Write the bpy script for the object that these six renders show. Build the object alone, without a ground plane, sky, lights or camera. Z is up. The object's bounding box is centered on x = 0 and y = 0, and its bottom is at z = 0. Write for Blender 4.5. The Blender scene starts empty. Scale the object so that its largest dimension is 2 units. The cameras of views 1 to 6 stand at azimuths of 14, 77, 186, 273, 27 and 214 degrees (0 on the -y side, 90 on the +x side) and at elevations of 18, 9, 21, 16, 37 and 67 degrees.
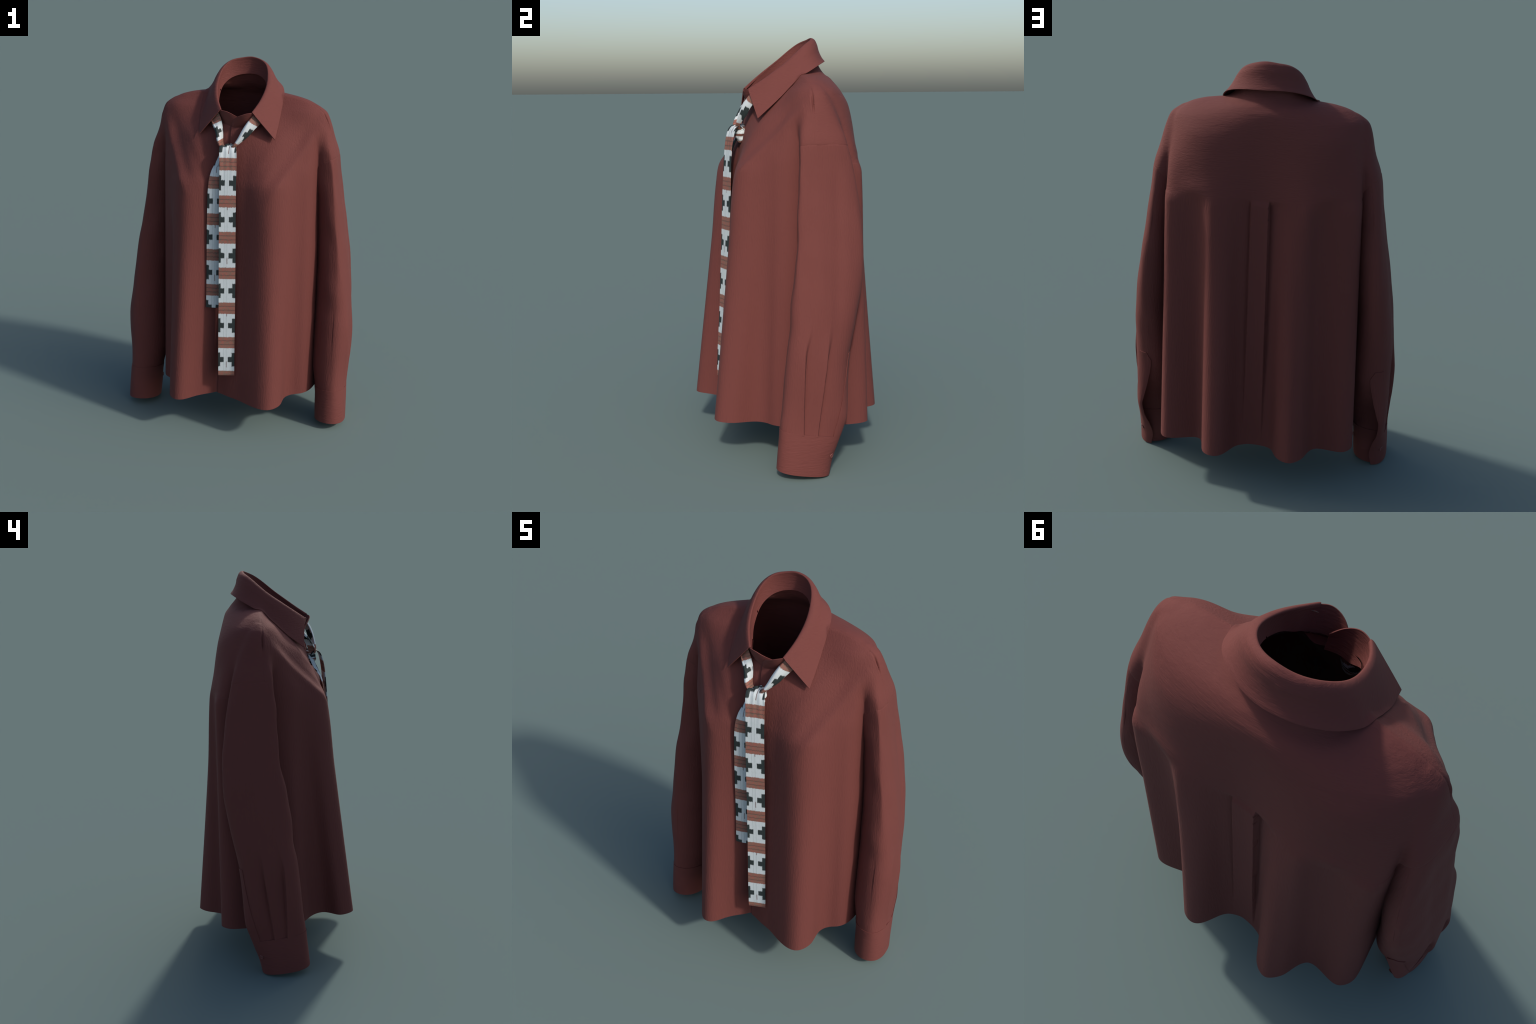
import bpy, bmesh, math
import numpy as np
from mathutils import Vector, Matrix

rng = np.random.default_rng(7)

# ----------------------------------------------------------------------------
# numeric helpers
# ----------------------------------------------------------------------------
def sm(a, b, x):
    t = np.clip((np.asarray(x, float) - a) / (b - a), 0, 1)
    return t * t * (3 - 2 * t)

def pchip(xk, yk, x):
    """monotone cubic through keys; yk may be (n, d)"""
    xk = np.asarray(xk, float); yk = np.asarray(yk, float)
    flat = yk.ndim == 1
    if flat: yk = yk[:, None]
    h = np.diff(xk)[:, None]; d = np.diff(yk, axis=0) / h
    m = np.zeros_like(yk)
    m[0], m[-1] = d[0], d[-1]
    if len(xk) > 2:
        w1 = 2 * h[1:] + h[:-1]; w2 = h[1:] + 2 * h[:-1]
        same = d[1:] * d[:-1] > 0
        with np.errstate(divide='ignore', invalid='ignore'):
            hm = (w1 + w2) / (w1 / d[:-1] + w2 / d[1:])
        m[1:-1] = np.where(same, hm, 0)
    x = np.clip(np.asarray(x, float), xk[0], xk[-1])
    i = np.clip(np.searchsorted(xk, x) - 1, 0, len(xk) - 2)
    t = ((x - xk[i]) / h[i, 0])[:, None]; hh = h[i]
    r = ((1 + 2 * t) * (1 - t) ** 2 * yk[i] + t * (1 - t) ** 2 * hh * m[i]
         + t * t * (3 - 2 * t) * yk[i + 1] + t * t * (t - 1) * hh * m[i + 1])
    return r[:, 0] if flat else r

def spline(xk, yk, x, period=None):
    """C2 cubic spline (natural, or periodic when a period is given)"""
    xk = np.asarray(xk, float); yk = np.asarray(yk, float)
    if yk.ndim == 1: yk = yk[:, None]
    if period:
        xk = np.concatenate([xk, [xk[0] + period]]); yk = np.vstack([yk, yk[:1]])
    n = len(xk); h = np.diff(xk)
    A = np.zeros((n, n)); b = np.zeros((n, yk.shape[1]))
    d = np.diff(yk, axis=0) / h[:, None]
    for i in range(1, n - 1):
        A[i, i - 1], A[i, i], A[i, i + 1] = h[i - 1], 2 * (h[i - 1] + h[i]), h[i]
        b[i] = 6 * (d[i] - d[i - 1])
    if period:
        A[0, 0], A[0, -1] = 1, -1
        A[-1, 0], A[-1, 1] = 2 * h[0], h[0]
        A[-1, -2], A[-1, -1] = h[-1], 2 * h[-1]
        b[-1] = 6 * (d[0] - d[-1])
    else:
        A[0, 0] = A[-1, -1] = 1
    M = np.linalg.solve(A, b)
    x = np.asarray(x, float)
    if period: x = xk[0] + np.mod(x - xk[0], period)
    i = np.clip(np.searchsorted(xk, x, side='right') - 1, 0, n - 2)
    u = (x - xk[i])[:, None]; v = (xk[i + 1] - x)[:, None]; hh = h[i][:, None]
    return (M[i] * v ** 3 + M[i + 1] * u ** 3) / (6 * hh) + (yk[i] / hh - M[i] * hh / 6) * v + (yk[i + 1] / hh - M[i + 1] * hh / 6) * u

def grid_faces(nr, nc, close=False):
    r = np.arange(nr - 1)[:, None]; c = np.arange(nc if close else nc - 1)[None, :]
    c2 = (c + 1) % nc
    a = r * nc + c; b = r * nc + c2; d = (r + 1) * nc + c; e = (r + 1) * nc + c2
    return np.stack([a, b, e, d], -1).reshape(-1, 4)

def grid_normals(P):
    """vertex normals of a grid of points (rows, cols, 3)"""
    du = np.gradient(P, axis=1); dv = np.gradient(P, axis=0)
    n = np.cross(du, dv)
    return n / np.maximum(np.linalg.norm(n, axis=-1, keepdims=True), 1e-9)

# ----------------------------------------------------------------------------
# scene helpers
# ----------------------------------------------------------------------------
def new_obj(name, verts, faces, mat, parent, normals=None, smooth=True):
    me = bpy.data.meshes.new(name)
    me.from_pydata([tuple(v) for v in np.asarray(verts).tolist()], [], [tuple(f) for f in (faces.tolist() if hasattr(faces, 'tolist') else faces)])
    me.polygons.foreach_set('use_smooth', [smooth] * len(me.polygons))
    me.materials.append(mat)
    me.update()
    if normals is not None:
        me.normals_split_custom_set_from_vertices(np.asarray(normals).tolist())
    ob = bpy.data.objects.new(name, me)
    bpy.context.scene.collection.objects.link(ob)
    ob.parent = parent
    return ob

def shell_grid(P, thick, out=1.0, both=False):
    """closed cloth sheet from a grid; `out` chooses the side on which it faces.
       outer surface = P, inner surface = P - n*thick, rims are rounded by a mid row"""
    nr, nc, _ = P.shape
    n = grid_normals(P) * out
    Q = P - n * thick
    V = np.vstack([P.reshape(-1, 3), Q.reshape(-1, 3)])
    F = grid_faces(nr, nc); k = nr * nc
    top = F if out > 0 else F[:, ::-1]
    bot = F[:, ::-1] + k if out > 0 else F + k
    idx = np.arange(k).reshape(nr, nc)
    loop = np.concatenate([idx[0, :-1], idx[:-1, -1], idx[-1, :0:-1], idx[:0:-1, 0]])
    l2 = np.roll(loop, -1)
    # separate rim vertices so the edge stays crisp
    m = len(loop); base = len(V)
    V = np.vstack([V, V[loop], V[loop + k]])
    a = base + np.arange(m); b = base + (np.arange(m) + 1) % m
    rim = np.stack([b, a, a + m, b + m], -1)
    if out < 0: rim = rim[:, ::-1]
    return V, np.vstack([top, bot, rim])

# ----------------------------------------------------------------------------
# materials
# ----------------------------------------------------------------------------
class NT:
    def __init__(self, name):
        self.mat = bpy.data.materials.new(name); self.mat.use_nodes = True
        self.t = self.mat.node_tree; self.t.nodes.clear()
        self.out = self.n('ShaderNodeOutputMaterial'); self.b = self.n('ShaderNodeBsdfPrincipled')
        self.l(self.b.outputs[0], self.out.inputs[0])
    def n(self, kind, **kw):
        x = self.t.nodes.new(kind)
        for k, v in kw.items(): setattr(x, k, v)
        return x
    def l(self, a, b): self.t.links.new(a, b)
    def put(self, sock, v):
        if isinstance(v, (int, float)): sock.default_value = v
        else: self.l(v, sock)
    def m(self, op, a, b=0.0, c=0.0):
        x = self.n('ShaderNodeMath', operation=op)
        self.put(x.inputs[0], a); self.put(x.inputs[1], b); self.put(x.inputs[2], c)
        return x.outputs[0]
    def mix(self, f, a, b):
        x = self.n('ShaderNodeMix', data_type='RGBA')
        self.put(x.inputs[0], f)
        for s, v in ((x.inputs[6], a), (x.inputs[7], b)):
            if isinstance(v, tuple): s.default_value = (*v, 1)
            else: self.l(v, s)
        return x.outputs[2]
    def noise(self, vec, scale, detail=2, rough=0.5):
        x = self.n('ShaderNodeTexNoise'); x.inputs['Scale'].default_value = scale
        x.inputs['Detail'].default_value = detail; x.inputs['Roughness'].default_value = rough
        self.l(vec, x.inputs['Vector']); return x.outputs[0]
    def mapping(self, vec, scale=(1, 1, 1), rot=(0, 0, 0)):
        x = self.n('ShaderNodeMapping'); x.inputs['Scale'].default_value = scale; x.inputs['Rotation'].default_value = rot
        self.l(vec, x.inputs['Vector']); return x.outputs[0]

CLOTH = (0.146, 0.0415, 0.0355)
def cloth_material(name, grain):
    """matt woven crepe; `grain` stretches the fine creping along one axis"""
    w = NT(name); co = w.n('ShaderNodeTexCoord').outputs['Object']
    g = w.noise(w.mapping(co, grain), 1.0, 3, 0.55)
    big = w.noise(co, 5.0, 2)
    thread = w.noise(w.mapping(co, tuple(4 * k for k in grain)), 1.0, 1)
    c = w.mix(w.m('MULTIPLY', big, 0.5), CLOTH, tuple(0.93 * k for k in CLOTH))
    c = w.mix(w.m('MULTIPLY', thread, 0.35), c, tuple(0.86 * k for k in CLOTH))
    w.l(c, w.b.inputs['Base Color'])
    w.b.inputs['Roughness'].default_value = 0.82
    w.b.inputs['Specular IOR Level'].default_value = 0.25
    w.b.inputs['Sheen Weight'].default_value = 0.01
    w.b.inputs['Sheen Roughness'].default_value = 0.4
    h = w.m('ADD', w.m('MULTIPLY', g, 0.0021), w.m('MULTIPLY', thread, 0.0003))
    bp = w.n('ShaderNodeBump'); bp.inputs['Strength'].default_value = 0.9; bp.inputs['Distance'].default_value = 1.0
    w.l(h, bp.inputs['Height']); w.l(bp.outputs[0], w.b.inputs['Normal'])
    return w.mat

def tie_material(name, x_of_z=(0.0, 0.0), width=0.088, period=0.195, phase=0.0, dash=True):
    """woven band: rust stripes with dark pinstripes, pale ground, dark stepped crosses on the edges.
       x_of_z = (a, b): band centre line x = a + b*z in object space"""
    w = NT(name); co = w.n('ShaderNodeTexCoord').outputs['Object']
    sep = w.n('ShaderNodeSeparateXYZ'); w.l(co, sep.inputs[0])
    x, z = sep.outputs[0], sep.outputs[2]
    wob = w.m('SUBTRACT', w.noise(w.mapping(co, (420, 60, 25)), 1.0, 1), 0.5)
    wob2 = w.m('SUBTRACT', w.noise(w.mapping(co, (60, 60, 260)), 1.0, 1), 0.5)
    u = w.m('ADD', w.m('DIVIDE', w.m('SUBTRACT', x, w.m('ADD', w.m('MULTIPLY', z, x_of_z[1]), x_of_z[0])), width), 0.5)
    u = w.m('ADD', u, w.m('MULTIPLY', wob2, 0.035))
    zz = w.m('ADD', z, w.m('MULTIPLY', wob, 0.010))
    # v = 0 at the foot of a stripe, going upwards
    v = w.m('FRACT', w.m('DIVIDE', w.m('SUBTRACT', zz, phase - 20 * period), period))
    def soft(e0, e1, val):
        mr = w.n('ShaderNodeMapRange', interpolation_type='SMOOTHSTEP')
        w.put(mr.inputs[0], val); mr.inputs[1].default_value = e0; mr.inputs[2].default_value = e1
        return mr.outputs[0]
    def band(val, centre, half, blur):
        return w.m('SUBTRACT', 1.0, soft(half - blur, half + blur, w.m('ABSOLUTE', w.m('SUBTRACT', val, centre))))
    S = 0.33
    stripe = band(v, S / 2, S / 2, 0.012)
    pins = w.m('MAXIMUM', band(v, S * 0.33, 0.010, 0.012), band(v, S * 0.67, 0.010, 0.012))
    vc = S + (1 - S) / 2
    def cross(uc, bar, arm):
        return w.m('MAXIMUM',
                   w.m('MULTIPLY', band(u, uc, bar, 0.018), band(v, vc, 0.204, 0.014)),
                   w.m('MULTIPLY', band(u, uc, arm, 0.018), band(v, vc, 0.077, 0.014)))
    dark = w.m('MAXIMUM', cross(-0.03, 0.175, 0.385), cross(1.03, 0.21, 0.44))
    lines = w.m('MAXIMUM', band(u, 0.335, 0.012, 0.016), band(u, 0.495, 0.012, 0.016))
    lines = w.m('MAXIMUM', lines, w.m('MULTIPLY', band(u, 0.43, 0.008, 0.016), 0.5))
    mott = w.noise(w.mapping(co, (170, 170, 75)), 1.0, 2)
    mott2 = w.noise(w.mapping(co, (90, 90, 120)), 1.0, 2)
    pale = w.mix(mott, (0.50, 0.575, 0.56), (0.635, 0.65, 0.695))
    pale = w.mix(w.m('MULTIPLY', lines, 0.55), pale, (0.27, 0.32, 0.33))
    rust = w.mix(soft(0.36, 0.66, mott2), (0.30, 0.105, 0.080), (0.205, 0.122, 0.090))
    rust = w.mix(w.m('MULTIPLY', pins, 0.75), rust, (0.065, 0.05, 0.045))
    ink = w.mix(mott, (0.016, 0.024, 0.024), (0.032, 0.042, 0.042))
    c = w.mix(dark, pale, ink)
    if dash:
        d = w.m('FRACT', w.m('DIVIDE', w.m('SUBTRACT', z, phase + 0.083 - 30 * period), period * 1.5))
        dm = w.m('MULTIPLY', band(d, 0.06, 0.062, 0.01), band(u, 0.505, 0.022, 0.016))
        c = w.mix(w.m('MULTIPLY', dm, 0.85), c, (0.13, 0.06, 0.055))
    c = w.mix(stripe, c, rust)
    w.l(c, w.b.inputs['Base Color'])
    w.b.inputs['Roughness'].default_value = 0.7
    w.b.inputs['Specular IOR Level'].default_value = 0.3
    bp = w.n('ShaderNodeBump'); bp.inputs['Strength'].default_value = 0.4; bp.inputs['Distance'].default_value = 1.0
    w.l(w.m('MULTIPLY', w.noise(w.mapping(co, (300, 300, 300)), 1.0, 2), 0.0012), bp.inputs['Height'])
    w.l(bp.outputs[0], w.b.inputs['Normal'])
    return w.mat

def button_material():
    w = NT('button_resin')
    w.b.inputs['Base Color'].default_value = (0.17, 0.052, 0.045, 1)
    w.b.inputs['Roughness'].default_value = 0.35
    return w.mat

M_DOWN = cloth_material('crepe_lengthwise', (150, 150, 26))
M_ACROSS = cloth_material('crepe_crosswise', (26, 60, 150))
M_BAND = cloth_material('crepe_cuff', (22, 22, 120))
M_BTN = button_material()

root = bpy.data.objects.new('shirt', None)
bpy.context.scene.collection.objects.link(root)
root['label'] = 'rust red long-sleeved crepe shirt with a loose patterned tie'
root['category'] = 'shirt'
body = bpy.data.objects.new('body', None); bpy.context.scene.collection.objects.link(body); body.parent = root

# ----------------------------------------------------------------------------
# BODY: loft of horizontal sections (control index 0 = front centre ... 28 = back centre)
# ----------------------------------------------------------------------------
HEM_L = [(-.05, -.272), (.01, -.300), (.08, -.335), (.15, -.377), (.22, -.408), (.28, -.400), (.315, -.345), (.32, -.29),
         (.325, -.225), (.36, -.18), (.40, -.155), (.435, -.10), (.45, -.02), (.457, .06), (.465, .14), (.47, .21),
         (.457, .272), (.42, .298), (.36, .288), (.30, .272), (.262, .285), (.245, .34), (.225, .395), (.18, .418),
         (.14, .402), (.11, .355), (.08, .31), (.04, .289), (.005, .285)]
HEM_R = [(-.05, -.272), (-.075, -.285), (-.11, -.312), (-.16, -.358), (-.21, -.413), (-.262, -.415), (-.297, -.372), (-.298, -.33),
         (-.267, -.27), (-.29, -.215), (-.34, -.18), (-.395, -.145), (-.42, -.08), (-.435, 0), (-.45, .09), (-.465, .18),
         (-.463, .235), (-.436, .272), (-.395, .28), (-.335, .27), (-.285, .276), (-.257, .32), (-.24, .367), (-.213, .402),
         (-.18, .418), (-.135, .398), (-.102, .35), (-.07, .302), (.005, .285)]
CHEST = [(0, -.235), (.04, -.243), (.09, -.258), (.14, -.276), (.20, -.290), (.25, -.280), (.29, -.252), (.32, -.215),
         (.345, -.18), (.37, -.15), (.39, -.125), (.41, -.085), (.425, -.02), (.43, .05), (.435, .12), (.44, .18),
         (.435, .235), (.41, .262), (.36, .268), (.31, .272), (.268, .283), (.24, .298), (.212, .309), (.175, .306),
         (.14, .298), (.11, .288), (.08, .279), (.04, .273), (0, .271)]
UP_S = [0, 4, 8, 10, 12, 14, 16, 18, 22, 28]
UPPER = {  # z : sparse half sections at the indices UP_S
    1.44: [(0, -.224), (.20, -.257), (.345, -.168), (.395, -.113), (.425, -.02), (.432, .11), (.431, .217), (.36, .260), (.21, .296), (0, .267)],
    1.50: [(0, -.211), (.20, -.224), (.345, -.144), (.395, -.10), (.425, -.02), (.434, .10), (.428, .203), (.36, .247), (.21, .283), (0, .263)],
    1.60: [(0, -.190), (.20, -.170), (.345, -.100), (.40, -.065), (.43, -.01), (.438, .08), (.422, .168), (.36, .224), (.21, .266), (0, .254)],
    1.68: [(0, -.172), (.17, -.116), (.33, -.066), (.40, -.040), (.432, .002), (.438, .06), (.420, .130), (.36, .198), (.20, .249), (0, .246)],
    1.74: [(0, -.155), (.15, -.064), (.31, -.037), (.38, -.020), (.418, .012), (.425, .05), (.409, .111), (.347, .168), (.19, .226), (0, .238)],
    1.785: [(0, -.130), (.13, -.032), (.240, .002), (.310, .008), (.356, .022), (.367, .044), (.352, .086), (.290, .140), (.165, .200), (0, .226)],
    1.808: [(0, -.110), (.10, -.028), (.180, .014), (.233, .020), (.284, .029), (.294, .047), (.282, .078), (.232, .123), (.14, .183), (0, .208)],
    1.824: [(0, -.095), (.09, -.028), (.135, .008), (.162, .021), (.183, .033), (.192, .048), (.190, .076), (.168, .117), (.105, .165), (0, .196)],
    1.86: [(0, -.075), (.08, -.036), (.115, -.006), (.133, .008), (.147, .024), (.152, .040), (.148, .060), (.132, .094), (.090, .144), (0, .166)],
    1.90: [(0, -.060), (.07, -.030), (.105, -.005), (.125, .008), (.138, .022), (.142, .038), (.138, .056), (.122, .086), (.080, .130), (0, .148)],
    1.95: [(0, -.040), (.06, -.015), (.09, .005), (.110, .015), (.122, .025), (.126, .036), (.122, .052), (.108, .078), (.072, .115), (0, .132)],
}
ALL_S = np.arange(56.0)
def full(left, right):
    return np.array(left + [right[i] for i in range(27, 0, -1)], float)
def mirrored(half): return [(-x, y) for x, y in half]
hem = full(HEM_L, HEM_R); chest = full(CHEST, mirrored(CHEST))
zk = [.10, .19, .59, 1.0, 1.375]
secs = [hem + (hem - chest) * .09 / 1.21, hem, hem + (chest - hem) * .3376, hem + (chest - hem) * .6835, chest]
for z, half in UPPER.items():
    s = UP_S + [56 - k for k in UP_S[-2:0:-1]]
    pts = half + [(-x, y) for x, y in half[-2:0:-1]]
    zk.append(z); secs.append(spline(s, pts, ALL_S, 56))
secs = np.array(secs)
zr = np.concatenate([np.linspace(.15, 1.36, 115), np.linspace(1.365, 1.95, 130)])
ctrl = pchip(zk, secs.reshape(len(zk), -1), zr).reshape(len(zr), 56, 2)
NS = 560
dense = np.stack([spline(ALL_S, c, np.linspace(0, 56, NS, endpoint=False), 56) for c in ctrl])
TV = np.concatenate([dense, np.repeat(zr[:, None, None], NS, 1)], -1).reshape(-1, 3)
TF = [tuple(f) for f in grid_faces(len(zr), NS, True)]
TF.append(tuple(range(NS - 1, -1, -1))); TF.append(tuple(range((len(zr) - 1) * NS, len(zr) * NS)))

# ----------------------------------------------------------------------------
# SLEEVES: sections with four extreme points; below the placket top the section is open
# ----------------------------------------------------------------------------
#        z     x_out  y_front y_back x_in  x_front x_back recess
SLV = [(1.777, .392, .032, .052, .368, .385, .38, 0),
       (1.764, .412, .018, .074, .350, .39, .38, 0),
       (1.734, .450, -.002, .098, .330, .40, .385, 0),
       (1.68, .473, -.026, .120, .330, .422, .41, 0),
       (1.60, .493, -.044, .148, .350, .455, .44, 0),
       (1.51, .518, -.050, .172, .360, .485, .47, 0),
       (1.40, .529, -.057, .195, .380, .505, .488, 0),
       (1.26, .548, -.063, .216, .400, .52, .503, 0),
       (1.13, .569, -.074, .230, .410, .535, .518, 0),
       (1.00, .590, -.085, .232, .418, .55, .530, 0),
       (.85, .610, -.100, .218, .425, .555, .535, 0),
       (.70, .626, -.116, .190, .430, .56, .533, 0),
       (.54, .634, -.132, .161, .432, .56, .530, 0),
       (.42, .632, -.144, .150, .432, .56, .550, .016),
       (.335, .628, -.150, .144, .432, .56, .572, .050),
       (.28, .626, -.155, .137, .440, .56, .585, .064),
       (.215, .624, -.163, .118, .453, .56, .581, .060),
       (.14, .629, -.168, .098, .463, .56, .559, .043),
       (.075, .632, -.174, .078, .466, .56, .549, .016),
       (0., .634, -.180, .060, .470, .56, .562, .014)]
SLV = np.array(SLV[::-1])
def sleeve_section(z, t, side=1):
    """points (len z, len t, 2); t 0 at the back edge, .25 outside, .5 front, .75 inside, 1 back again"""
    k = pchip(SLV[:, 0], SLV[:, 1:], z)
    xo, yf, yb, xi, xf, xb, rec = [c[:, None] for c in k.T]
    if side < 0:                                  # the right sleeve hangs a little further back and closer in
        zz = z[:, None]
        yf = yf + .020 * sm(.80, 1.2, zz) * (1 - sm(1.6, 1.72, zz)); xo = xo - .012 * np.exp(-((zz - 1.60) / .11) ** 2)
    ym = yf + (yb - yf) * .48
    e = .84
    q = np.clip(t * 4, 0, 4); a = (q % 1.0) * np.pi / 2
    a = np.where(t >= 1, np.pi / 2, a)[None, :]
    qq = np.minimum(q.astype(int), 3)[None, :]
    e = np.where(qq == 3, (.80 + .35 * sm(.45, .9, z))[:, None], np.where(qq == 2, 1.02, e))   # fuller outside, slack towards the body
    cs, sn = np.abs(np.cos(a)) ** e, np.abs(np.sin(a)) ** e
    xe = xb + .029 * np.clip(rec / .012, 0, 1); ye = yb - rec
    X = np.where(qq == 0, xb + (xo - xb) * sn, np.where(qq == 1, xf + (xo - xf) * cs, np.where(qq == 2, xf + (xi - xf) * sn, xe + (xi - xe) * cs)))
    Y = np.where(qq == 0, ym + (yb - ym) * cs, np.where(qq == 1, ym + (yf - ym) * sn, np.where(qq == 2, ym + (yf - ym) * cs, ym + (ye - ym) * sn)))
    return np.stack([X, Y], -1)

def n_out(Q):
    n = grid_normals(Q); c = Q.mean(axis=1, keepdims=True)
    return n if np.sum((Q - c) * n) > 0 else -n

def stub(side):
    z = np.linspace(1.43, 1.777, 90); t = np.linspace(0, 1, 161)[:-1]
    S = sleeve_section(z, t, side)
    V = np.concatenate([S, np.repeat(z[:, None, None], 160, 1)], -1)
    dip = z[:, None] + 4.5 * np.clip(.535 - S[..., 0], 0, .1) ** 2       # tucks inside the sleeve below the armhole seam
    V -= n_out(V) * (.007 * (1 - sm(1.492, 1.512, dip)))[..., None]
    V[..., 0] *= side
    F = [tuple(f) for f in grid_faces(len(z), 160, True)]
    F.append(tuple(range(159, -1, -1))); F.append(tuple(range(89 * 160, 90 * 160)))
    if side > 0: F = [f[::-1] for f in F]
    return V.reshape(-1, 3), F

V, F = TV, TF
for sd in (1, -1):
    v, f = stub(sd)
    F = F + [tuple(i + len(V) for i in ff) for ff in f]; V = np.vstack([V, v])
me = bpy.data.meshes.new('rough_body'); me.from_pydata(V.tolist(), [], F); me.update()
bm = bmesh.new(); bm.from_mesh(me)
bmesh.ops.recalc_face_normals(bm, faces=bm.faces); bm.to_mesh(me); bm.free()
tmp = bpy.data.objects.new('rough_body', me); bpy.context.scene.collection.objects.link(tmp)
md = tmp.modifiers.new('r', 'REMESH'); md.mode = 'VOXEL'; md.voxel_size = .0042; md.adaptivity = 0
dg = bpy.context.evaluated_depsgraph_get()
rm = bpy.data.meshes.new_from_object(tmp.evaluated_get(dg), depsgraph=dg)
bpy.data.objects.remove(tmp)

# smoothing: light everywhere, long where the sleeve flows into the shoulder
nv = len(rm.vertices)
P = np.empty(nv * 3); rm.vertices.foreach_get('co', P); P = P.reshape(-1, 3)
E = np.empty(len(rm.edges) * 2, int); rm.edges.foreach_get('vertices', E); E = E.reshape(-1, 2)
deg = np.maximum(np.bincount(E.ravel(), minlength=nv), 1)[:, None]
def lap(P):
    s = np.stack([np.bincount(E[:, 0], P[E[:, 1], i], nv) + np.bincount(E[:, 1], P[E[:, 0], i], nv) for i in range(3)], -1)
    return s / deg - P
for _ in range(8):                       # Taubin pairs keep the volume
    P = P + .6 * lap(P); P = P - .61 * lap(P)
ax = np.abs(P[:, 0])
wgt = (sm(.33, .40, ax) * (1 - sm(.50, .54, ax)) * sm(1.53, 1.63, P[:, 2]) * (1 - .85 * sm(1.69, 1.75, P[:, 2])) * (1 - .65 * sm(0, .08, P[:, 1])))[:, None]
for _ in range(190): P = P + .55 * wgt * lap(P)
wide = (sm(1.42, 1.5, P[:, 2]) * .8)[:, None]
for _ in range(8): P = P + .5 * wide * lap(P)
bust = (np.exp(-((P[:, 2] - 1.40) / .06) ** 2) * (P[:, 1] < -.1) * (1 - sm(.33, .38, ax)))[:, None]
for _ in range(70): P = P + .55 * bust * lap(P)
rm.vertices.foreach_set('co', P.ravel()); rm.update()

# cut lines: hem, yoke seam, shoulder seam, pleat edges, placket edge
HEM_Z, YOKE_Z = .192, 1.416
def pleat_x(z, right): return (-.0375 + .003 * (1.42 - z)) if right else (.0425 + .0115 * (1.42 - z))
def seam_y(x): return .045 - .06 * abs(x)
def placket_x(z): return -.014 - .024 * (1.69 - z)
bm = bmesh.new(); bm.from_mesh(rm)
def cut(co, no, geom=None, clear=False):
    g = geom if geom is not None else bm.verts[:] + bm.edges[:] + bm.faces[:]
    bmesh.ops.bisect_plane(bm, geom=g, plane_co=co, plane_no=no, dist=1e-6, clear_inner=clear)
def region(test):
    fs = [f for f in bm.faces if test(f.calc_center_median())]
    es = {e for f in fs for e in f.edges}; vs = {v for f in fs for v in f.verts}
    return list(vs) + list(es) + fs
cut((0, 0, HEM_Z), (0, 0, 1), clear=True)
for dz in (-.0015, .0015):
    cut((0, 0, YOKE_Z + dz), (0, 0, 1), region(lambda c: abs(c.z - YOKE_Z) < .02 and c.y > 0))
for s in (1, -1):
    cut((0, .045, 0), (.06 * s, 1, 0), region(lambda c: c.x * s > 0 and abs(c.y - seam_y(c.x)) < .02))
for right in (0, 1):
    x0, x1 = pleat_x(1.42, right), pleat_x(.2, right)
    for d in (-.0016, .0016):
        cut((x0 + d, 0, 1.42), (1.22, 0, (x0 - x1)*-1 if False else (x1 - x0)), region(lambda c: c.y > .1 and abs(c.x - pleat_x(c.z, right)) < .02 and c.z < 1.42))
x0, x1 = placket_x(1.69), placket_x(.19)
for d in (-.0014, .0014):
    cut((x0 + d, 0, 1.69), (1.5, 0, (x1 - x0)), region(lambda c: c.y < -.1 and abs(c.x - placket_x(c.z)) < .02 and c.z < 1.72))
# neck opening; BOT is the seam of the collar band, right front corner round the back to the left one
BOT = [(-.068, -.146, 1.698), (-.100, -.108, 1.738), (-.122, -.055, 1.792), (-.130, .008, 1.844), (-.118, .060, 1.884), (-.086, .100, 1.911),
       (-.042, .124, 1.925), (.010, .131, 1.930), (.060, .120, 1.924), (.102, .084, 1.904), (.127, .030, 1.866), (.137, -.028, 1.816),
       (.134, -.075, 1.774), (.120, -.112, 1.738), (.101, -.138, 1.703)]
_b = np.array(BOT); _ang = np.arctan2(_b[:, 0] - .005, _b[:, 1] + .02); _rad = np.hypot(_b[:, 0] - .005, _b[:, 1] + .02)
def inside_band(p):
    a = math.atan2(p[0] - .005, p[1] + .02)
    return abs(a) < 2.45 and math.hypot(p[0] - .005, p[1] + .02) < np.interp(a, _ang, _rad) - .003 and p[2] > np.interp(a, _ang, _b[:, 2]) - .07
def neck_f(p): return p[2] - (1.680 + .80 * (p[1] + .165) + 1.0 * (p[0] - .008) ** 2)
bmesh.ops.delete(bm, geom=[v for v in bm.verts if v.co.z > 1.6 and abs(v.co.x) < .25 and (neck_f(v.co) > 0 or inside_band(v.co))], context='VERTS')
bm.normal_update()
for v in [v for v in bm.verts if v.is_boundary and v.co.z > 1.6]:      # trim the neckline to a clean curve
    g = Vector((-2 * (v.co.x - .008), -.80, 1)); g -= v.normal * g.dot(v.normal)
    if g.length > .2:
        st = -neck_f(v.co) / g.length_squared * g
        if st.length < .012: v.co += st
bm.to_mesh(rm); bm.free(); rm.update()

nv = len(rm.vertices)
P = np.empty(nv * 3); rm.vertices.foreach_get('co', P); P = P.reshape(-1, 3)
N = np.empty(nv * 3); rm.vertex_normals.foreach_get('vector', N); N = N.reshape(-1, 3)
x, y, z = P.T
d = np.zeros(nv)
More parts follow.
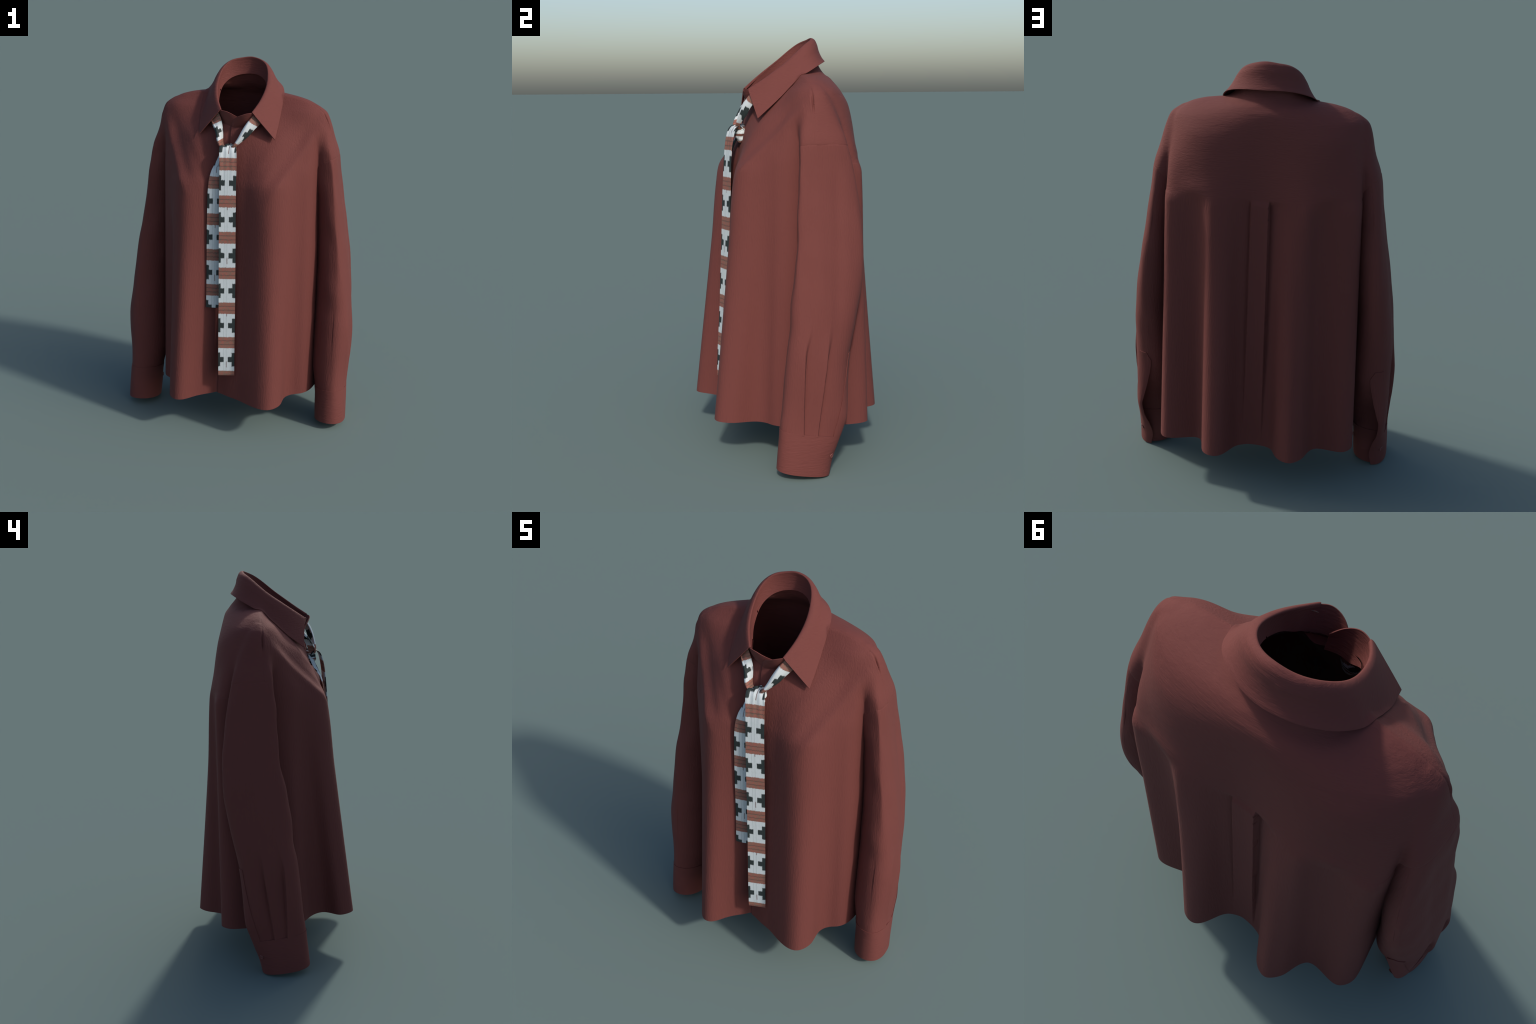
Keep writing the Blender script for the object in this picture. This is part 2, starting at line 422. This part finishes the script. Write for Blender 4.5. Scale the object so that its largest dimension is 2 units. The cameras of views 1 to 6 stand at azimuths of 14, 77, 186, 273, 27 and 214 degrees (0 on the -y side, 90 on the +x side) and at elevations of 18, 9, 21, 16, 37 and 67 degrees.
# box pleat hanging from the yoke seam
xl, xr = pleat_x(z, 0), pleat_x(z, 1)
fade = (y > .1) * (1 - sm(YOKE_Z, YOKE_Z + .004, z)) * (.35 + .65 * sm(.3, .75, z)) * sm(.22, .34, z)
inside = sm(xr - .0018, xr + .0018, x) * (1 - sm(xl - .0018, xl + .0018, x))
drop = np.where(x > xl, np.exp(-(x - xl) / .030), np.where(x < xr, 1.6 * np.exp(-(xr - x) / .035), 0))
d += fade * (.0062 * inside * (1 - sm(YOKE_Z - .03, YOKE_Z, z)) - (1 - inside) * .011 * drop * (1 - sm(YOKE_Z - .045, YOKE_Z + .004, z) ** 1.5))
# yoke seam: the lower panel sits proud of the yoke
d += (.0018 * sm(.38, .43, np.abs(x))) * (y > .02) * (1 - sm(YOKE_Z - .0016, YOKE_Z + .0016, z)) * sm(YOKE_Z - .12, YOKE_Z, z) * (np.abs(x) > .05)
# front placket: left front laps over the right front
xe = placket_x(z)
d += (y < -.05) * (z < 1.73) * (.0045 * sm(xe - .0016, xe + .0016, x) * (1 - sm(.02, .10, x)) - .003 * np.exp(-np.abs(x - xe) / .02) * (x < xe))
# shoulder seam tuck where the front panel meets the yoke on the upper arm
axx = np.abs(x)
ys = seam_y(axx)
d += -.0010 * np.exp(-((y - ys) / .003) ** 2) * sm(.22, .27, axx) * (z > 1.46)
d += -.011 * np.exp(-((y - ys + .002) / .0035) ** 2) * np.exp(-((z - 1.695) / .036) ** 2) * (axx > .40)
d += .003 * np.exp(-((y - ys + .010) / .006) ** 2) * np.exp(-((z - 1.685) / .030) ** 2) * (axx > .40)
# drape from the shoulder point to the bust, on both fronts
def along(px, pz, a, b):
    ab = np.array(b) - np.array(a); L = np.hypot(*ab); ab = ab / L
    sx, sz = px - a[0], pz - a[1]
    return (sx * ab[0] + sz * ab[1]) / L, sx * ab[1] - sz * ab[0]
for sd in (1, -1):
    tt, off = along(x * sd, z, (.425, 1.665), (.245, 1.36))
    d += (y < -.02) * (x * sd > .1) * sm(-.15, .2, tt) * (1 - sm(.75, 1.25, tt)) * (.008 * np.exp(-(off / .026) ** 2) - .005 * np.exp(-((off - .055) / .03) ** 2))
    tt, off = along(x * sd, z, (.30, 1.66), (.13, 1.43))
    d += (y < -.05) * (x * sd > .05) * sm(-.1, .3, tt) * (1 - sm(.6, 1.2, tt)) * .0018 * np.sin(off / .016) * np.exp(-(off / .05) ** 2)
P = P + N * d[:, None]
rm.vertices.foreach_set('co', P.ravel()); rm.update()
rm.vertex_normals.foreach_get('vector', (n_ := np.empty(nv * 3))); N = n_.reshape(-1, 3)

# split into panels with shared border vertices and the whole body's normals
loops = np.empty(len(rm.loops), int); rm.loops.foreach_get('vertex_index', loops)
start = np.empty(len(rm.polygons), int); rm.polygons.foreach_get('loop_start', start)
total = np.empty(len(rm.polygons), int); rm.polygons.foreach_get('loop_total', total)
cen = np.empty(len(rm.polygons) * 3); rm.polygons.foreach_get('center', cen); cen = cen.reshape(-1, 3)
faces = [loops[s:s + t] for s, t in zip(start, total)]
front = cen[:, 1] < seam_y(cen[:, 0])
yoke = ~front & (cen[:, 2] > YOKE_Z)
panel = np.where(front, np.where(cen[:, 0] > placket_x(cen[:, 2]), 0, 1), np.where(yoke, 2, 3))
edge_count = {}
for f in faces:
    for a, b in zip(f, np.roll(f, -1)):
        k = (a, b) if a < b else (b, a); edge_count[k] = edge_count.get(k, 0) + 1
rim_edges = {k for k, c in edge_count.items() if c == 1}
def body_panel(name, idx, mat, thick=.003):
    fs = [faces[i] for i in np.nonzero(panel == idx)[0]]
    used = np.unique(np.concatenate(fs)); remap = np.full(nv, -1); remap[used] = np.arange(len(used))
    n = len(used)
    V = np.vstack([P[used], P[used] - N[used] * thick]); NN = np.vstack([N[used], -N[used]])
    out = [tuple(remap[f]) for f in fs]
    out += [tuple((remap[f] + n)[::-1]) for f in fs]
    for f in fs:
        for a, b in zip(f, np.roll(f, -1)):
            if ((a, b) if a < b else (b, a)) in rim_edges:
                out.append((remap[b], remap[a], remap[a] + n, remap[b] + n))
    return new_obj(name, V, [tuple(int(i) for i in f) for f in out], mat, body, NN)
body_panel('front_panel', 0, M_DOWN); body_panel('front_panel', 1, M_DOWN)
body_panel('yoke', 2, M_ACROSS); body_panel('back_panel', 3, M_DOWN)
from mathutils.bvhtree import BVHTree
BODY_BVH = BVHTree.FromPolygons(P.tolist(), [tuple(int(i) for i in f) for f in faces])
bpy.data.meshes.remove(rm)

# ----------------------------------------------------------------------------
# sleeves, cuffs, sleeve plackets
# ----------------------------------------------------------------------------
TILT = .160; CUFF_Z = .193
def sleeve_surface(z, t, side, offset=0.0, pleats=True):
    S = sleeve_section(z, t, side)
    tilt = TILT * (1 - sm(.15, .9, z))[:, None]
    Z = z[:, None] + .002 + tilt * (.058 - S[..., 1])
    Q = np.concatenate([S, Z[..., None]], -1)
    n = grid_normals(Q)
    # outward = away from the section centre
    c = Q.mean(axis=1, keepdims=True)
    if np.sum((Q - c) * n) < 0: n = -n
    d = np.full(Q.shape[:2], offset)
    if pleats:
        yy = S[..., 1]; zz = z[:, None]; outer = (t > .02) & (t < .5)
        for keys, h in (([(.20, -.070), (.45, -.066), (.57, -.060), (.70, -.030)], .016), ([(.20, -.004), (.54, .036), (.70, .060)], .017)):
            keys = np.array(keys)
            yl = pchip(keys[:, 0], keys[:, 1], z)[:, None]
            amp = h * (1 - sm(.50, .74, zz)) * (.55 + .45 * sm(.2, .46, zz)) * outer[None, :]
            s = yl - yy                                   # positive in front of the fold
            wd = .022 + .030 * sm(.3, .66, zz); crisp = .0016 + .006 * sm(.50, .68, zz)
            d = d + amp * (np.where(s > 0, .75 * np.exp(-s / wd), -.75 * np.exp(s / wd)) * np.tanh(np.abs(s) / crisp))
        # long soft hollow down the outside of the sleeve
        yh = .085 + .02 * sm(.6, 1.2, zz)
        d = d - .0045 * np.exp(-((yy - yh) / .028) ** 2) * outer[None, :] * sm(.55, .8, zz) * (1 - sm(1.30, 1.48, zz))
        d = d + .0030 * np.exp(-((yy - .02) / .03) ** 2) * outer[None, :] * sm(.6, .9, zz) * (1 - sm(1.2, 1.45, zz))
        # fine drag folds near the armhole and forearm
        d = d + .0014 * np.sin(9 * zz + 14 * t[None, :]) * np.sin(23 * zz - 5 * t[None, :] * np.pi * 2 + side) * sm(.5, .8, zz)
        # uneven drape along the front crease of the sleeve
        d = d + .0036 * (np.sin(15 * zz + 1.0 + .6 * side) + .5 * np.sin(31 * zz + 2)) * np.exp(-((t[None, :] - .50) / .10) ** 2) * sm(.45, .75, zz) * (1 - sm(1.36, 1.47, zz))
    Q = Q + n * d[..., None]
    return Q

def mir(Q, side):
    Q = Q.copy(); Q[..., 0] *= side; return Q

def add_sheet(name, Q, mat, parent, thick, side, out):
    V, Fc = shell_grid(Q, thick, out)
    return new_obj(name, V, Fc, mat, parent)

def button_mesh():
    prof = [(0, .0022), (.0055, .0022), (.0075, .0034), (.0098, .0040), (.0112, .0030), (.0115, .0012), (.0105, 0)]
    V, Fc = [], []; n = 28
    for r, h in prof:
        for k in range(n):
            a = 2 * math.pi * k / n; V.append((max(r, .0004) * math.cos(a), max(r, .0004) * math.sin(a), h))
    for f in grid_faces(len(prof), n, True): Fc.append(tuple(int(i) for i in f))
    Fc.append(tuple(range(n - 1, -1, -1)))
    for i in range(4):                                  # sewing holes with thread
        a = math.pi / 4 + i * math.pi / 2; cx, cy = .0032 * math.cos(a), .0032 * math.sin(a); b = len(V)
        for k in range(8): V.append((cx + .0011 * math.cos(k * math.pi / 4), cy + .0011 * math.sin(k * math.pi / 4), .0028))
        for k in range(8): V.append((cx + .0011 * math.cos(k * math.pi / 4), cy + .0011 * math.sin(k * math.pi / 4), .0018))
        Fc.append(tuple(range(b, b + 8)))
        for k in range(8): Fc.append((b + k, b + 8 + k, b + 8 + (k + 1) % 8, b + (k + 1) % 8))
    me = bpy.data.meshes.new('button'); me.from_pydata(V, [], Fc)
    me.polygons.foreach_set('use_smooth', [True] * len(me.polygons)); me.materials.append(M_BTN); me.update()
    return me
BTN = button_mesh()
def put_button(p, nrm, parent):
    ob = bpy.data.objects.new('button', BTN); bpy.context.scene.collection.objects.link(ob)
    ob.parent = parent
    ob.matrix_world = Matrix.Translation(Vector(p)) @ Vector(nrm).to_track_quat('Z', 'Y').to_matrix().to_4x4()
    return ob

for side in (1, -1):
    out = 1.0
    t = np.concatenate([np.linspace(0, .5, 210), np.linspace(.5, 1, 100)[1:]])
    z = np.concatenate([np.linspace(CUFF_Z - .006, .75, 130), np.linspace(.75, 1.495, 74)[1:], np.linspace(1.495, 1.515, 12)[1:]])
    Q = sleeve_surface(z, t, side)
    # the upper edge dips towards the armpit
    Q = Q - n_out(Q) * (.0022 * sm(1.502, 1.513, z))[:, None, None]
    lift = sm(1.2, 1.515, z)[:, None] * (-4.5 * np.clip(.535 - Q[..., 0], 0, .1) ** 2)
    Q[..., 2] += lift
    n = grid_normals(Q)
    c = Q.mean(axis=1, keepdims=True); flip = np.sum((Q - c) * n) < 0
    Q = mir(Q, side)
    o = (-1.0 if flip else 1.0) * side
    slv = add_sheet('sleeve', Q, M_DOWN, root, .0028, side, o)
    # cuff
    zc = np.linspace(0, CUFF_Z, 60)
    C = mir(sleeve_surface(zc, t, side, .0028, pleats=False), side)
    cuff = add_sheet('cuff', C, M_BAND, slv, .005, side, o)
    # sleeve placket strip
    zp = np.linspace(CUFF_Z, .575, 110); tt = np.linspace(0, 1, 22)
    wt = .128
    SP = sleeve_surface(zp, np.linspace(0, .5, 400), side, .0034)
    rows = []
    for i, zz in enumerate(zp):
        row = SP[i]; L = np.concatenate([[0], np.cumsum(np.linalg.norm(np.diff(row, axis=0), axis=1))])
        a = .022 * float(np.clip((zz - .535) / .04, 0, 1)); b = .066
        s = a + (b - a) * tt
        rows.append(np.stack([np.interp(s, L, row[:, k]) for k in range(3)], -1))
    add_sheet('sleeve_placket', mir(np.array(rows), side), M_DOWN, slv, .0030, side, o)
    # buttons
    def on_cuff(tb, zb):
        G = sleeve_surface(np.array([zb - .004, zb, zb + .004]), np.array([tb - .006, tb, tb + .006]), side, .0028, pleats=False)
        G = mir(G, side); p = G[1, 1]
        nn = np.cross(G[1, 2] - G[1, 0], G[2, 1] - G[0, 1]); nn /= np.linalg.norm(nn)
        cc = np.array([.56 * side, -.06, p[2]])
        if nn @ (p - cc) < 0: nn = -nn
        return p + nn * .0002, nn
    put_button(*on_cuff(.105, .098), slv)
    put_button(*on_cuff(.80, .118), slv)

# ----------------------------------------------------------------------------
# collar: stand (with lapped front ends) and turned-down leaf
# ----------------------------------------------------------------------------
collar = bpy.data.objects.new('collar', None); bpy.context.scene.collection.objects.link(collar); collar.parent = root
# crest of the fold, from the right front corner round the back to the left front corner
CREST = [(-.068, -.186, 1.760), (-.106, -.122, 1.809), (-.128, -.055, 1.858), (-.134, .008, 1.905), (-.120, .065, 1.953), (-.085, .104, 1.981),
         (-.040, .124, 1.991), (.010, .130, 1.997), (.060, .119, 1.988), (.104, .083, 1.967), (.129, .030, 1.927), (.138, -.030, 1.876),
         (.134, -.085, 1.835), (.122, -.138, 1.797), (.101, -.200, 1.757)]
EDGE = [(-.187, -.182, 1.623), (-.202, -.112, 1.678), (-.210, -.050, 1.728), (-.213, .012, 1.782), (-.204, .071, 1.831), (-.164, .128, 1.861),
        (-.095, .172, 1.881), (.000, .191, 1.885), (.090, .174, 1.882), (.166, .128, 1.866), (.204, .072, 1.836), (.216, .008, 1.795),
        (.219, -.055, 1.733), (.221, -.115, 1.678), (.221, -.182, 1.620)]
def arc_param(A):
    A = np.array(A); d = np.linalg.norm(np.diff(A, axis=0), axis=1); s = np.concatenate([[0], np.cumsum(d)]); return s / s[-1]
u = np.linspace(0, 1, 200)
ck = arc_param(CREST)
Cr = spline(ck, CREST, u); Ed = spline(ck, EDGE, u); Bu = spline(ck, BOT, u)
cc = np.array([.005, -.02, 0])
rad = Cr - cc; rad[:, 2] = 0; rad /= np.linalg.norm(rad, axis=1, keepdims=True)
back = np.clip(np.sin(np.pi * u), 0, 1) ** .8
rows = []
up = np.array([0, 0, 1.0])
roll = .004 + .010 * back                     # how far the leaf stands off the band at the fold
for f in np.concatenate([[-.12, -.08, -.05, -.02], np.linspace(0, 1, 46)]):
    if f < 0:
        R = Cr - rad * .0045 + (Bu - Cr) * (-f)
    else:
        base = Cr + (Ed - Cr) * f
        k = np.minimum(f / .12, 1)
        stand_off = roll * np.sin(np.pi / 2 * k) * (1 - f) ** .7
        crown = .003 * (1 - k) * np.sin(np.pi * k)
        flare = -.006 * back * np.sin(np.pi * np.clip((f - .3) / .7, 0, 1))
        kick = .004 * back * sm(.85, 1, f)
        R = base + rad * (stand_off + flare + kick)[:, None] + up * crown
    rows.append(R)
leafG = np.array(rows)
# the leaf rests on the shoulders: keep it clear of the cloth beneath
for i in range(16, len(leafG)):
    for j in range(leafG.shape[1]):
        loc, nn, _, _ = BODY_BVH.find_nearest(Vector(leafG[i, j]))
        gap = (Vector(leafG[i, j]) - loc).dot(nn)
        if gap < .0050: leafG[i, j] += np.array(nn) * (.0050 - gap)
for _ in range(6):
    leafG[16:-1, 1:-1] += .3 * (leafG[15:-2, 1:-1] + leafG[17:, 1:-1] + leafG[16:-1, :-2] + leafG[16:-1, 2:] - 4 * leafG[16:-1, 1:-1]) * .5
    leafG[-1, 1:-1] += .25 * (leafG[-1, :-2] + leafG[-1, 2:] - 2 * leafG[-1, 1:-1])
n = grid_normals(leafG)
o = 1.0 if np.sum(n[20] * rad) > 0 else -1.0
add_sheet('collar_leaf', leafG, M_ACROSS, collar, .0038, 1, o)

# stand: crest (a touch lower and inside), prolonged to the lapped front ends
S_TOP_R = [(.045, -.163, 1.706), (.022, -.184, 1.724), (-.008, -.197, 1.741), (-.038, -.197, 1.752)]
S_TOP_L = [(.080, -.213, 1.749), (.052, -.217, 1.740), (.025, -.209, 1.729), (.002, -.193, 1.711), (-.010, -.181, 1.693)]
S_BOT_R = [(.045, -.150, 1.690), (.022, -.160, 1.686), (-.008, -.163, 1.686), (-.038, -.158, 1.690)]
S_BOT_L = [(.080, -.148, 1.694), (.052, -.160, 1.688), (.025, -.168, 1.685), (.002, -.173, 1.683), (-.010, -.174, 1.682)]
crest_in = [tuple(np.array(p) - np.array([(p[0] - .005), (p[1] + .02), 0]) / np.hypot(p[0] - .005, p[1] + .02) * .0005 + np.array([0, 0, -.005])) for p in CREST]
top = np.array(S_TOP_R + crest_in + S_TOP_L); bot = np.array(S_BOT_R + BOT + S_BOT_L)
bot[:, 2] -= .024; bot[:4, 2] -= .015; bot[-5:, 2] -= .015; bot[4:-5, :2] *= .985; bot[:4, 1] += .006; bot[-5:, 1] += .006
sk = arc_param(top); us = np.linspace(0, 1, 240)
Tp, Bt = spline(sk, top, us), spline(sk, bot, us)
rows = []
for f in np.linspace(0, 1, 26):
    R = Bt * (1 - f) + Tp * f
    r2 = R - cc; r2[:, 2] = 0; r2 /= np.linalg.norm(r2, axis=1, keepdims=True)
    rows.append(R + r2 * .004 * np.sin(np.pi * f))
stand = np.array(rows)
n = grid_normals(stand); r2 = stand[12] - cc; r2[:, 2] = 0
o = 1.0 if np.sum(n[12] * r2) > 0 else -1.0
add_sheet('collar_stand', stand, M_ACROSS, collar, .0035, 1, o)

# ----------------------------------------------------------------------------
# neck tie: hanging blade, shorter tail, knot, two strands under the collar
# ----------------------------------------------------------------------------
tie = bpy.data.objects.new('necktie', None); bpy.context.scene.collection.objects.link(tie); tie.parent = root
BL = -.016                                       # centre line drift of the blade per metre of height
M_BLADE = tie_material('woven_band_blade', (.0218, BL), .0885, .1945, .296)
M_TAIL = tie_material('woven_band_tail', (-.0655, 0.0), .088, .196, .772)
M_STRAND = tie_material('woven_band_strand', (.002, .12), .049, .125, -.024, dash=False)
M_STRAND_B = tie_material('woven_band_strand_turned', (.004, -.1), .052, .185, .128, dash=False)
M_KNOT = tie_material('woven_band_knot', (.03, .3), .11, .034, .022, dash=False)

def ribbon(path, width, yaw, nw, curl, name, mat, thick=.0032, wob=0.0, zend=None):
    """path rows: centre points top to bottom; width/yaw per point; curl bends the section"""
    path = np.array(path, float); k = arc_param(path); n = 260; s = np.linspace(0, 1, n)
    C = spline(k, path, s); W = np.interp(s, k, width); Y = np.interp(s, k, yaw); K = np.interp(s, k, curl)
    T = np.gradient(C, axis=0); T /= np.linalg.norm(T, axis=1, keepdims=True)
    A = np.stack([np.cos(Y), np.sin(Y), 0 * Y], -1)
    A -= T * np.sum(A * T, 1, keepdims=True); A /= np.linalg.norm(A, axis=1, keepdims=True)
    Nn = np.cross(A, T)
    q = np.linspace(-.5, .5, nw)
    bend = K[:, None] * (q[None, :] ** 2 * 4 - .33)
    fine = wob * (np.sin(q[None, :] * 19 + s[:, None] * 3) * np.exp(-s[:, None] * 14) + .25 * np.sin(s[:, None] * 21 + q[None, :] * 4))
    G = C[:, None] + A[:, None] * (q[None, :, None] * W[:, None, None]) + Nn[:, None] * (bend + fine)[..., None]
    V, Fc = shell_grid(G, thick, 1.0)
    return new_obj(name, V, Fc, mat, tie)

ribbon([(-.012, -.212, 1.558), (-.012, -.224, 1.574), (-.012, -.238, 1.579), (-.010, -.252, 1.571), (-.006, -.265, 1.545), (-.002, -.275, 1.50),
        (0, -.285, 1.40), (.002, -.293, 1.22), (.006, -.303, 1.0), (.009, -.311, .80), (.012, -.322, .60), (.015, -.332, .42), (.0165, -.335, .334)],
       [.07, .074, .080, .086, .089, .088, .087, .088, .088, .088, .088, .087, .087],
       [.22, .22, .22, .20, .18, .2, .22, .24, .24, .24, .24, .24, .24], 41,
       [.003, .003, .002, 0, -.001, -.001, 0, 0, 0, 0, 0, 0, 0], 'tie_blade', M_BLADE, wob=.0022)
ribbon([(-.030, -.215, 1.555), (-.040, -.222, 1.54), (-.050, -.240, 1.50), (-.058, -.264, 1.45), (-.063, -.275, 1.40), (-.065, -.280, 1.32), (-.066, -.283, 1.15),
        (-.066, -.285, .95), (-.0655, -.290, .80), (-.065, -.295, .705)],
       [.030, .036, .050, .068, .080, .086, .088, .088, .088, .088], [-.3, -.3, -.2, .1, .15, .18, .2, .2, .2, .2], 31,
       [.010, .010, .010, .008, .006, .005, .004, .003, .003, .004], 'tie_tail', M_TAIL, wob=.001)

def strand(name, stations, loc, rot, mat):
    """folded neck strand: every station gives the outer edge, the fold crest and the inner edge"""
    st = np.array(stations, float); m = len(st); k = np.linspace(0, 1, m); s = np.linspace(0, 1, 60)
    q = np.concatenate([np.linspace(0, 1, 9), np.linspace(1, 2, 9)[1:]])
    E3 = np.stack([spline(k, st[:, j], s) for j in range(3)], 1)
    rows = []
    for r in E3:
        row = []
        for t in q:
            j = 0 if t <= 1 else 1; f = t - j
            p = r[j] * (1 - f) + r[j + 1] * f
            row.append(p + np.array([0, -.004 * math.sin(math.pi * f), .002 * math.sin(math.pi * f)]))
        rows.append(row)
    G = np.array(rows); n = grid_normals(G); o = 1.0 if n[30, 8, 1] < 0 else -1.0
    V, Fc = shell_grid(G, .003, o)
    Mx = Matrix.Translation(Vector(loc)) @ Matrix.Rotation(rot, 4, 'Y')
    inv = np.array(Mx.inverted())
    V = V @ inv[:3, :3].T + inv[:3, 3]
    ob = new_obj(name, V, Fc, mat, tie); ob.matrix_world = Mx
    return ob
strand('tie_strand', [[(-.140, -.118, 1.732), (-.134, -.124, 1.742), (-.121, -.135, 1.766)],
                      [(-.131, -.158, 1.697), (-.125, -.163, 1.702), (-.074, -.179, 1.722)],
                      [(-.099, -.198, 1.656), (-.085, -.202, 1.662), (-.060, -.176, 1.666)],
                      [(-.080, -.226, 1.620), (-.063, -.222, 1.622), (-.053, -.190, 1.624)],
                      [(-.068, -.238, 1.588), (-.054, -.242, 1.586), (-.046, -.205, 1.586)],
                      [(-.050, -.232, 1.562), (-.038, -.238, 1.560), (-.030, -.205, 1.562)]], (-.085, -.19, 1.575), -.5, M_STRAND)
strand('tie_strand', [[(.140, -.140, 1.764), (.146, -.139, 1.756), (.160, -.132, 1.728)],
                      [(.102, -.178, 1.738), (.110, -.184, 1.734), (.147, -.170, 1.702)],
                      [(.062, -.219, 1.676), (.083, -.222, 1.676), (.109, -.197, 1.660)],
                      [(.036, -.236, 1.622), (.056, -.236, 1.624), (.084, -.208, 1.628)],
                      [(.010, -.238, 1.585), (.022, -.247, 1.584), (.040, -.228, 1.590)],
                      [(-.008, -.228, 1.562), (.004, -.238, 1.560), (.020, -.222, 1.562)]], (.07, -.2, 1.565), .62, M_STRAND_B)

# knot: wrapped, pleated bundle behind the top of the blade
nu_, nv_ = 96, 48
a = np.linspace(0, 2 * np.pi, nu_, endpoint=False)[None, :]; b = np.linspace(.04, np.pi - .04, nv_)[:, None]
ridge = 1 + .09 * np.sin(5 * b + .8 * np.sin(a) + 1.2 * np.cos(a)) + .05 * np.sin(9 * b - 2 * a)
KX = .036 * np.sin(b) ** .7 * np.cos(a) * ridge; KY = .030 * np.sin(b) ** .7 * np.sin(a) * ridge; KZ = .044 * np.cos(b) + .004 * np.sin(2 * a)
K = np.stack([KX, KY, KZ], -1).reshape(-1, 3)
KF = [tuple(int(i) for i in f)[::-1] for f in grid_faces(nv_, nu_, True)]
KF += [tuple(range(nu_)), tuple(range((nv_ - 1) * nu_, nv_ * nu_))[::-1]]
kn = new_obj('tie_knot', K, KF, M_KNOT, tie)
bm = bmesh.new(); bm.from_mesh(kn.data); bmesh.ops.recalc_face_normals(bm, faces=bm.faces); bm.to_mesh(kn.data); bm.free()
kn.location = (-.014, -.213, 1.542)
